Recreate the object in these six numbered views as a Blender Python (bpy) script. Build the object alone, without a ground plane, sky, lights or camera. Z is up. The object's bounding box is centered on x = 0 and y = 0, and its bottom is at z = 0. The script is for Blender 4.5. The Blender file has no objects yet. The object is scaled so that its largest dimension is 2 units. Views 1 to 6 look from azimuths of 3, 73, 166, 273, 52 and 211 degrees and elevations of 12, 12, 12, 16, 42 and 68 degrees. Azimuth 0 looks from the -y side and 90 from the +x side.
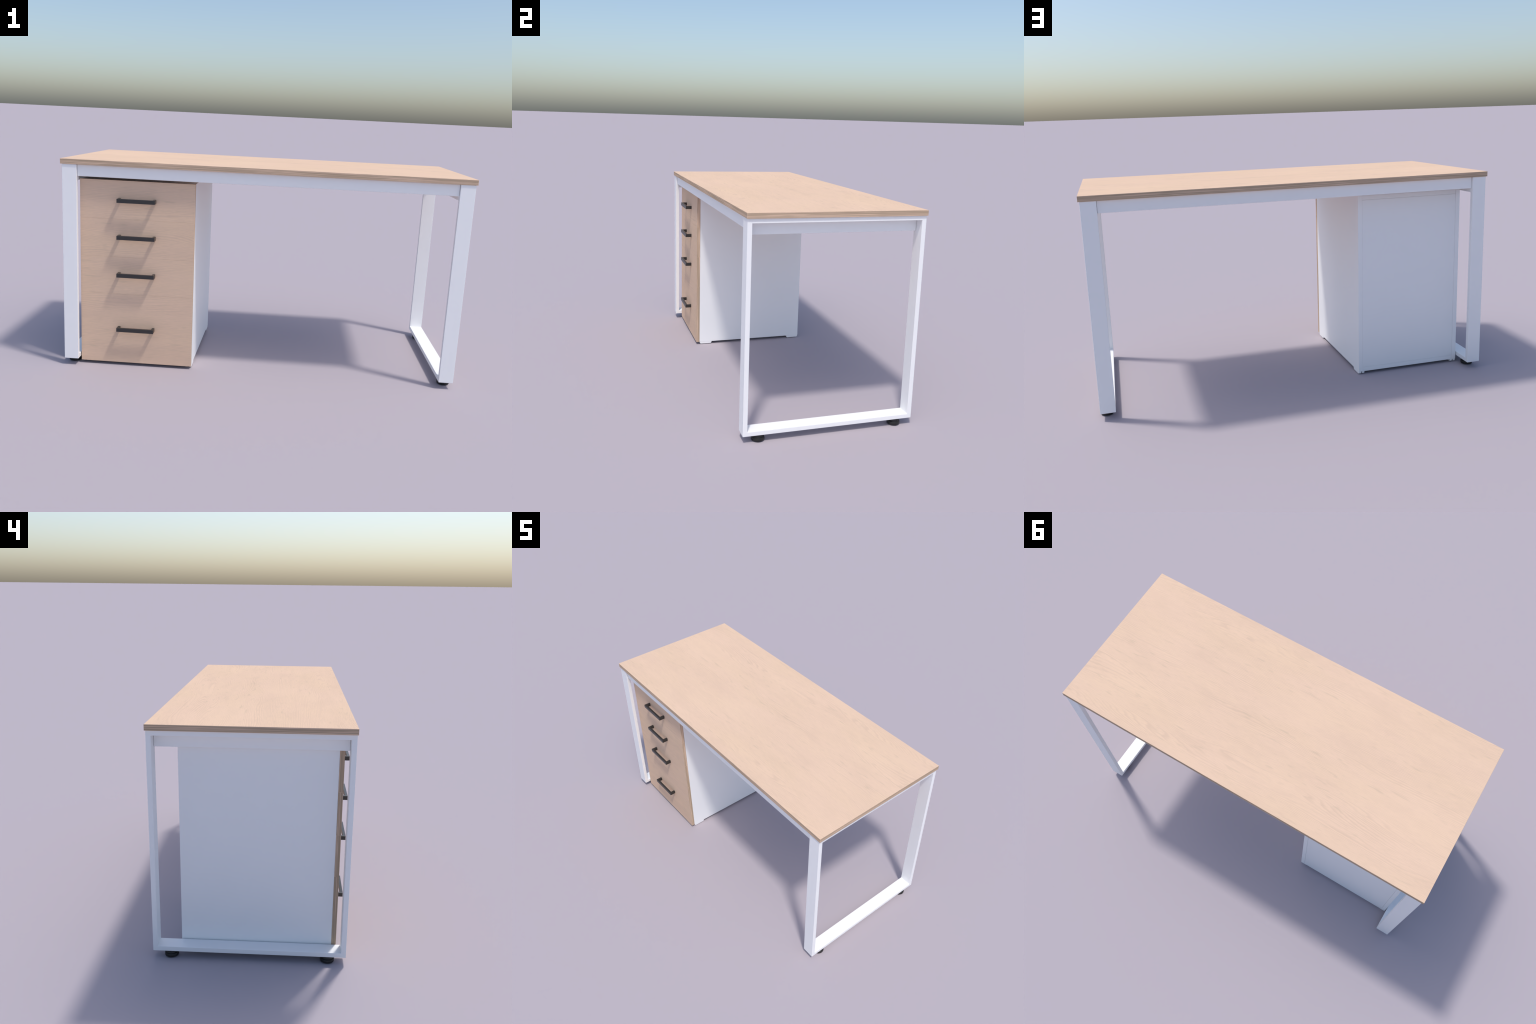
# Writing desk with white steel loop legs and a free-standing four-drawer pedestal.
# All sizes below are in millimetres of the real piece; S turns them into scene metres.
import bpy, bmesh, math
from mathutils import Vector

S = 1.0 / 700.0            # 1400 mm desk -> 2.00 m

# ---------------------------------------------------------------- materials
class Nodes:
    """Small helper that strings shader nodes together."""
    def __init__(self, name):
        self.mat = bpy.data.materials.new(name)
        self.mat.use_nodes = True
        self.t = self.mat.node_tree
        self.bsdf = self.t.nodes["Principled BSDF"]

    def new(self, kind, **props):
        n = self.t.nodes.new(kind)
        for k, v in props.items():
            setattr(n, k, v)
        return n

    def link(self, a, b):
        self.t.links.new(a, b)

    def put(self, sock, v):
        if isinstance(v, bpy.types.NodeSocket):
            self.link(v, sock)
        else:
            sock.default_value = v

    def math(self, op, a, b=0.0, c=0.0, clamp=False):
        n = self.new("ShaderNodeMath", operation=op, use_clamp=clamp)
        for s, v in zip(n.inputs, (a, b, c)):
            self.put(s, v)
        return n.outputs[0]

    def smooth(self, v, lo, hi, a=0.0, b=1.0):
        n = self.new("ShaderNodeMapRange", interpolation_type="SMOOTHSTEP")
        for i, x in enumerate((v, lo, hi, a, b)):
            self.put(n.inputs[i], x)
        return n.outputs[0]

    def vec(self, x, y, z=0.0):
        n = self.new("ShaderNodeCombineXYZ")
        for s, v in zip(n.inputs, (x, y, z)):
            self.put(s, v)
        return n.outputs[0]

    def noise(self, vec, scale=1.0, detail=2.0, rough=0.5, distort=0.0):
        n = self.new("ShaderNodeTexNoise")
        self.link(vec, n.inputs["Vector"])
        for k, v in (("Scale", scale), ("Detail", detail), ("Roughness", rough), ("Distortion", distort)):
            n.inputs[k].default_value = v
        return n.outputs["Fac"]

    def mix(self, fac, a, b, blend="MIX"):
        n = self.new("ShaderNodeMix", data_type="RGBA", blend_type=blend)
        self.put(n.inputs["Factor"], fac)
        self.put(n.inputs["A"], a)
        self.put(n.inputs["B"], b)
        return n.outputs["Result"]

    def position(self):
        g = self.new("ShaderNodeNewGeometry")
        s = self.new("ShaderNodeSeparateXYZ")
        self.link(g.outputs["Position"], s.inputs[0])
        return s.outputs

    def offset(self):
        """Own offset of each object, so that repeats do not share a pattern."""
        o = self.new("ShaderNodeObjectInfo")
        s = self.new("ShaderNodeSeparateXYZ")
        self.link(o.outputs["Location"], s.inputs[0])
        return s.outputs


def rgb(r, g, b):
    return (r, g, b, 1.0)


def wood_face(name, across, tint, shift=0.0, figure=1.0):
    """Pale oak decor; the grain runs along x, `across` is the axis across the grain."""
    n = Nodes(name)
    p = n.position()
    u = n.math("ADD", p[0], shift)
    v = n.math("ADD", p["XYZ".index(across)], shift * 0.37)
    m = n.math
    def stretch(su, sv, seed, **kw):
        return n.noise(n.vec(m("MULTIPLY", u, su), m("MULTIPLY", v, sv), seed), **kw)
    # year rings: contour lines of a slanted field bent by stretched noise; calm
    # straight-grained zones alternate with zones of long arches
    bend = m("SUBTRACT", stretch(0.8, 6.6, 3.1, detail=1.5, rough=0.45), 0.5)
    band = n.smooth(stretch(0.18, 4.0, 9.7, detail=0.0), 0.42, 0.60, 2.5, 36.0)
    wob = stretch(4.5, 34.0, 5.0, detail=2.0)
    field = m("ADD", m("MULTIPLY", v, 140.0), m("MULTIPLY", bend, band))
    field = m("ADD", field, m("MULTIPLY", wob, 1.3))
    field = m("ADD", field, m("MULTIPLY", stretch(32.0, 130.0, 41.0, detail=2.0), 0.45))
    saw = m("FRACT", field)
    line = m("MULTIPLY", n.smooth(saw, 0.30, 0.80), n.smooth(saw, 0.82, 1.0, 1.0, 0.0))
    fade = n.smooth(stretch(2.6, 24.0, 1.0, detail=2.0), 0.34, 0.66, 0.28, 1.0)
    line = m("MULTIPLY", line, fade)
    # fine pores and short dashes along the grain
    pore = n.smooth(stretch(14.0, 420.0, 2.0, detail=3.0, rough=0.6), 0.42, 0.70)
    dash = n.smooth(stretch(34.0, 300.0, 17.0, detail=2.0, rough=0.6), 0.46, 0.72)
    # cloudy tone and short grey flecks
    cloud = n.smooth(stretch(2.2, 5.5, 7.0, detail=3.0, rough=0.55), 0.35, 0.68)
    shade = n.smooth(stretch(3.1, 7.5, 21.0, detail=4.0, rough=0.6), 0.48, 0.75)
    fleck = n.smooth(stretch(9.5, 62.0, 12.0, detail=2.0, rough=0.55), 0.57, 0.74)
    fleck = m("MULTIPLY", fleck, n.smooth(stretch(1.6, 6.0, 31.0, detail=1.0), 0.40, 0.60))
    r, g, b = tint
    light = rgb(r, g, b)
    dark = rgb(r * 0.84, g * 0.845, b * 0.85)
    grey = rgb(r * 0.80, g * 0.83, b * 0.82)
    honey = rgb(r * 1.0, g * 1.02, b * 0.94)
    col = n.mix(m("MULTIPLY", cloud, 0.45), light, honey)
    col = n.mix(m("MULTIPLY", line, 0.70 * figure), col, dark)
    col = n.mix(m("MULTIPLY", pore, 0.45 * figure), col, dark)
    col = n.mix(m("MULTIPLY", dash, 0.34), col, dark)
    col = n.mix(m("MULTIPLY", shade, 0.40), col, dark)
    glow = n.smooth(stretch(1.7, 4.2, 53.0, detail=2.5, rough=0.55), 0.42, 0.72)
    col = n.mix(m("MULTIPLY", glow, 0.24), col, rgb(r * 1.07, g * 1.075, b * 1.07))
    col = n.mix(m("MULTIPLY", fleck, 0.70), col, grey)
    n.link(col, n.bsdf.inputs["Base Color"])
    n.bsdf.inputs["Roughness"].default_value = 0.5
    n.bsdf.inputs["Specular IOR Level"].default_value = 0.0
    return n.mat


def wood_edge(name, through, light, dark):
    """Edge banding: long streaks; `through` is the axis of the board's thickness."""
    n = Nodes(name)
    p, o = n.position(), n.offset()
    m = n.math
    k = "XYZ".index(through)
    jump = m("MULTIPLY", o[2], 3.17)
    def streak(along, thick, **kw):
        q = [m("MULTIPLY", p[i], along) for i in range(3)]
        q[k] = m("ADD", m("MULTIPLY", p[k], thick), jump)
        return n.noise(n.vec(*q), **kw)
    # sparse pale lines, fine dark hair lines, and slow tone bands, all running lengthwise
    pale = n.smooth(streak(2.0, 300.0, detail=1.0, rough=0.5), 0.45, 0.60)
    pale = m("MULTIPLY", pale, n.smooth(streak(9.0, 90.0, detail=1.0), 0.30, 0.60, 0.45, 1.0))
    hair = n.smooth(streak(3.0, 380.0, detail=1.0, rough=0.5), 0.48, 0.64)
    tone = n.smooth(streak(0.5, 110.0, detail=1.0), 0.35, 0.65)
    f = m("SUBTRACT", 0.74, m("MULTIPLY", pale, 0.85))
    f = m("ADD", f, m("MULTIPLY", hair, 0.38))
    f = m("ADD", f, m("MULTIPLY", m("SUBTRACT", tone, 0.5), 0.30), clamp=True)
    n.link(n.mix(f, rgb(*light), rgb(*dark)), n.bsdf.inputs["Base Color"])
    n.bsdf.inputs["Roughness"].default_value = 0.5
    n.bsdf.inputs["Specular IOR Level"].default_value = 0.0
    return n.mat


def plain(name, colour, rough, spec=0.5, grain=0.0, metallic=0.0):
    """Even coat with a barely visible mottling and an optional fine orange peel."""
    n = Nodes(name)
    tc = n.new("ShaderNodeTexCoord")
    mott = n.noise(tc.outputs["Object"], scale=9.0, detail=2.0)
    lo = rgb(*(c * 0.985 for c in colour))
    n.link(n.mix(mott, lo, rgb(*colour)), n.bsdf.inputs["Base Color"])
    n.bsdf.inputs["Roughness"].default_value = rough
    n.bsdf.inputs["Specular IOR Level"].default_value = spec
    n.bsdf.inputs["Metallic"].default_value = metallic
    if grain:
        peel = n.noise(tc.outputs["Object"], scale=700.0, detail=1.0)
        bump = n.new("ShaderNodeBump")
        bump.inputs["Strength"].default_value = grain
        bump.inputs["Distance"].default_value = 0.0004
        n.link(peel, bump.inputs["Height"])
        n.link(bump.outputs[0], n.bsdf.inputs["Normal"])
    return n.mat


OAK = (0.757, 0.549, 0.407)
M_TOP = wood_face("oak_decor_top", "Y", OAK)
M_FRONT = wood_face("oak_decor_front", "Z", OAK, shift=4.3, figure=1.22)
M_EDGE_Z = wood_edge("oak_edge_band_flat", "Z", (0.695, 0.503, 0.372), (0.415, 0.312, 0.222))
M_EDGE_Y = wood_edge("oak_edge_band_upright", "Y", (0.695, 0.503, 0.372), (0.415, 0.312, 0.222))
M_STEEL = plain("white_powder_coat", (0.91, 0.91, 0.91), 0.5)
M_BOARD = plain("white_melamine", (0.91, 0.91, 0.91), 0.5)
M_GLIDE = plain("white_plastic", (0.91, 0.91, 0.91), 0.4)
M_HANDLE = plain("black_lacquer", (0.0215, 0.021, 0.021), 0.34, spec=0.62)
M_FOOT = plain("black_plastic", (0.012, 0.012, 0.012), 0.45)


# ---------------------------------------------------------------- geometry
def empty(name, at, label, category):
    e = bpy.data.objects.new(name, None)
    e.location = Vector(at) * S
    e.empty_display_size = 0.1
    e["label"], e["category"] = label, category
    bpy.context.collection.objects.link(e)
    return e


def add(name, mesh, at, parent, mats=()):
    """Object at `at` (mm, scene frame) under `parent`."""
    o = bpy.data.objects.new(name, mesh)
    for mt in mats:
        mesh.materials.append(mt)
    bpy.context.collection.objects.link(o)
    base = Vector((0, 0, 0))
    q = parent
    while q is not None:
        base += q.location
        q = q.parent
    o.parent = parent
    o.location = Vector(at) * S - base
    return o


def finish(bm, name, bevel, segments=2, round_body=False):
    """Round the sharp edges, set the shading, return the mesh."""
    bm.normal_update()
    if bevel:
        edges = [e for e in bm.edges if e.calc_face_angle(0.0) > math.radians(30)]
        bmesh.ops.bevel(bm, geom=edges, offset=bevel * S, segments=segments, profile=0.5,
                        affect="EDGES", clamp_overlap=True)
    bmesh.ops.recalc_face_normals(bm, faces=bm.faces)
    bm.normal_update()
    # only turned parts are smooth; boards and tubes keep dead flat faces
    for f in bm.faces:
        f.smooth = round_body
    for e in bm.edges:
        e.smooth = e.calc_face_angle(0.0) < math.radians(35)
    me = bpy.data.meshes.new(name)
    bm.to_mesh(me)
    bm.free()
    return me


def box_mesh(name, sx, sy, sz, bevel=0.6, segments=2, edge_axis=None):
    """Box centred on its origin.  Faces not facing `edge_axis` get material slot 1."""
    bm = bmesh.new()
    bmesh.ops.create_cube(bm, size=1.0)
    bmesh.ops.scale(bm, vec=Vector((sx, sy, sz)) * S, verts=bm.verts)
    if edge_axis is not None:
        bm.normal_update()
        for f in bm.faces:
            f.material_index = 0 if abs(f.normal[edge_axis]) > 0.9 else 1
    return finish(bm, name, bevel, segments)


def box(name, lo, hi, parent, mats, bevel=0.6, segments=2, edge_axis=None):
    lo, hi = Vector(lo), Vector(hi)
    d = hi - lo
    return add(name, box_mesh(name, *d, bevel, segments, edge_axis), (lo + hi) / 2, parent, mats)


def loop_mesh(name, outer_y, outer_z, width_x, wall, bevel):
    """Closed rectangular loop of flat steel tube standing in the y-z plane."""
    bm = bmesh.new()
    rings = []
    for x in (-width_x / 2, width_x / 2):
        for inset in (0.0, wall):
            y, z = outer_y / 2 - inset, outer_z / 2 - inset
            rings.append([bm.verts.new(Vector((x, a * y, b * z)) * S)
                          for a, b in ((-1, -1), (1, -1), (1, 1), (-1, 1))])
    lo_out, lo_in, hi_out, hi_in = rings
    for i in range(4):
        j = (i + 1) % 4
        for a, b in ((lo_out, lo_in), (lo_in, hi_in), (hi_in, hi_out), (hi_out, lo_out)):
            bm.faces.new((a[i], a[j], b[j], b[i]))
    bmesh.ops.recalc_face_normals(bm, faces=bm.faces)
    return finish(bm, name, bevel, 2)


def turned_mesh(name, profile, steps=40):
    """Solid of revolution about z; profile = (radius, z) in mm from bottom to top."""
    bm = bmesh.new()
    rows = []
    for r, z in profile:
        rows.append([bm.verts.new(Vector((r * math.cos(2 * math.pi * k / steps),
                                          r * math.sin(2 * math.pi * k / steps), z)) * S)
                     for k in range(steps)])
    for a, b in zip(rows, rows[1:]):
        for k in range(steps):
            j = (k + 1) % steps
            bm.faces.new((a[k], a[j], b[j], b[k]))
    bm.faces.new(list(reversed(rows[0])))
    bm.faces.new(rows[-1])
    return finish(bm, name, 0.0, round_body=True)


def outline_mesh(name, pts, thick, bevel, axis):
    """Extrude a closed 2D outline (mm).  axis 'Z': outline in x-y; axis 'X': outline in y-z."""
    bm = bmesh.new()
    def at(a, b, t):
        return Vector((a, b, t) if axis == "Z" else (t, a, b)) * S
    low = [bm.verts.new(at(a, b, -thick / 2)) for a, b in pts]
    top = [bm.verts.new(at(a, b, thick / 2)) for a, b in pts]
    bm.faces.new(list(reversed(low)))
    bm.faces.new(top)
    for i in range(len(pts)):
        j = (i + 1) % len(pts)
        bm.faces.new((low[i], low[j], top[j], top[i]))
    bmesh.ops.recalc_face_normals(bm, faces=bm.faces)
    return finish(bm, name, bevel, 2)


# ---------------------------------------------------------------- the desk
TOP_Z, TOP_T = 739.5, 18.0
UNDER = TOP_Z - TOP_T
FRAME_Y, FRAME_X, TUBE_W, TUBE_T = 297.0, 695.0, 50.0, 15.0
FRAME_LOW, FRAME_HIGH = 23.0, UNDER - 0.2
INNER_X = FRAME_X - TUBE_W

desk = empty("writing_desk", (0, 0, 0),
             "writing desk, pale oak top on white rectangular steel loop legs", "desk")

box("tabletop", (-700, -299.6, UNDER), (700, 299.6, TOP_Z), desk, (M_TOP, M_EDGE_Z),
    bevel=0.5, segments=1, edge_axis=2)

loop = loop_mesh("leg_frame", 2 * FRAME_Y, FRAME_HIGH - FRAME_LOW, TUBE_W, TUBE_T, 1.0)
loop.materials.append(M_STEEL)
foot = turned_mesh("levelling_foot", [(19.0, 0.0), (21.2, 0.8), (22.0, 2.6), (22.0, 9.4),
                                      (21.3, 11.0), (19.6, 11.9), (17.6, 12.3), (17.2, 13.0),
                                      (17.2, FRAME_LOW + 1.0)])
foot.materials.append(M_FOOT)
rail = box_mesh("side_rail", 15.0, 2 * (FRAME_Y - TUBE_T) - 0.7, 40.0, bevel=1.8)
rail.materials.append(M_STEEL)

for side in (1, -1):
    frame = add("leg_frame", loop, (side * (FRAME_X - TUBE_W / 2), 0, (FRAME_HIGH + FRAME_LOW) / 2), desk)
    for y in (-241.5, 242.5):
        add("levelling_foot", foot, (side * 673.5, y, 0), frame)
    # rail tucked under the loop's upper bar
    add("side_rail", rail, (side * 652.3, 0, FRAME_HIGH - TUBE_T - 20.1), desk)

beam = box_mesh("long_beam", 2 * INNER_X - 0.7, 20.0, 40.0, bevel=1.8)
beam.materials.append(M_STEEL)
for side in (-1, 1):
    add("long_beam", beam, (0, side * 279.2, FRAME_HIGH - 20.0), desk)

# ---------------------------------------------------------------- the pedestal
X0, X1 = -641.5, -240.5          # outside of the carcass
Y0, Y1 = -254.6, 215.5           # behind the drawer fronts, back
Z0, Z1 = 9.0, 671.3
BOARD = 16.0
FRONT_Y = -269.2

ped = empty("drawer_pedestal", ((X0 + X1) / 2, (Y0 + Y1) / 2, 0),
            "white pedestal with four pale oak drawers and black bar handles", "drawer cabinet")

side_panel = box_mesh("side_panel", BOARD, Y1 - Y0, Z1 - Z0, bevel=0.6)
side_panel.materials.append(M_BOARD)
for x in (X0 + BOARD / 2, X1 - BOARD / 2):
    add("side_panel", side_panel, (x, (Y0 + Y1) / 2, (Z0 + Z1) / 2), ped)

GAP = 0.2
level = box_mesh("horizontal_panel", X1 - X0 - 2 * (BOARD + GAP), Y1 - Y0 - 1.0, BOARD, bevel=0.6)
level.materials.append(M_BOARD)
for nm, z in (("top_panel", Z1 - BOARD / 2 - 0.3), ("bottom_panel", Z0 + BOARD / 2 + 0.3)):
    add(nm, level, ((X0 + X1) / 2, (Y0 + Y1) / 2 - 0.2, z), ped)
box("back_panel", (X0 + BOARD + GAP, Y1 - 16, Z0 + BOARD + 0.5), (X1 - BOARD - GAP, Y1 - 0.5, Z1 - BOARD - 0.5),
    ped, (M_BOARD,), bevel=0.6)

# drawers: (bottom, top of front, middle of handle)
DRAWERS = [(9.2, 266.95, 140.2), (267.05, 401.95, 340.3), (402.05, 536.75, 475.3), (536.85, 671.6, 604.2)]
bow = [(-66.2, 0), (-66.2, -26.3), (66.2, -26.3), (66.2, 0), (57.4, 0), (57.4, -17.6), (-57.4, -17.6), (-57.4, 0)]
handle = outline_mesh("handle", bow, 13.6, 0.5, "Z")
handle.materials.append(M_HANDLE)
for lo, hi, grip in DRAWERS:
    front = box("drawer_front", (X0 - 0.2, FRONT_Y, lo), (X1 + 0.2, Y0 - 0.3, hi), ped, (M_FRONT, M_EDGE_Y),
                bevel=0.3, segments=1, edge_axis=1)
    add("handle", handle, ((-507.4 - 375.0) / 2, FRONT_Y, grip), front)

# plastic glides: two runners each, rounded at the ends
def runner(length, height, r):
    pts = [(-length / 2, height), (length / 2, height)]
    for c, a0 in ((length / 2 - r, 0.0), (-length / 2 + r, -0.5 * math.pi)):
        for k in range(6):
            a = a0 - k / 5 * 0.5 * math.pi
            pts.append((c + r * math.cos(a), r + r * math.sin(a)))
    return pts

run = outline_mesh("glide", runner(54.0, 9.0, 6.0), 9.0, 0.6, "X")
run.materials.append(M_GLIDE)
for y in (Y0 + 28.5, Y1 - 28.0):
    for x, sgn in ((X0, 1), (X1, -1)):
        for off in (4.9, 18.0):
            add("glide", run, (x + sgn * off, y, 0.0), ped)
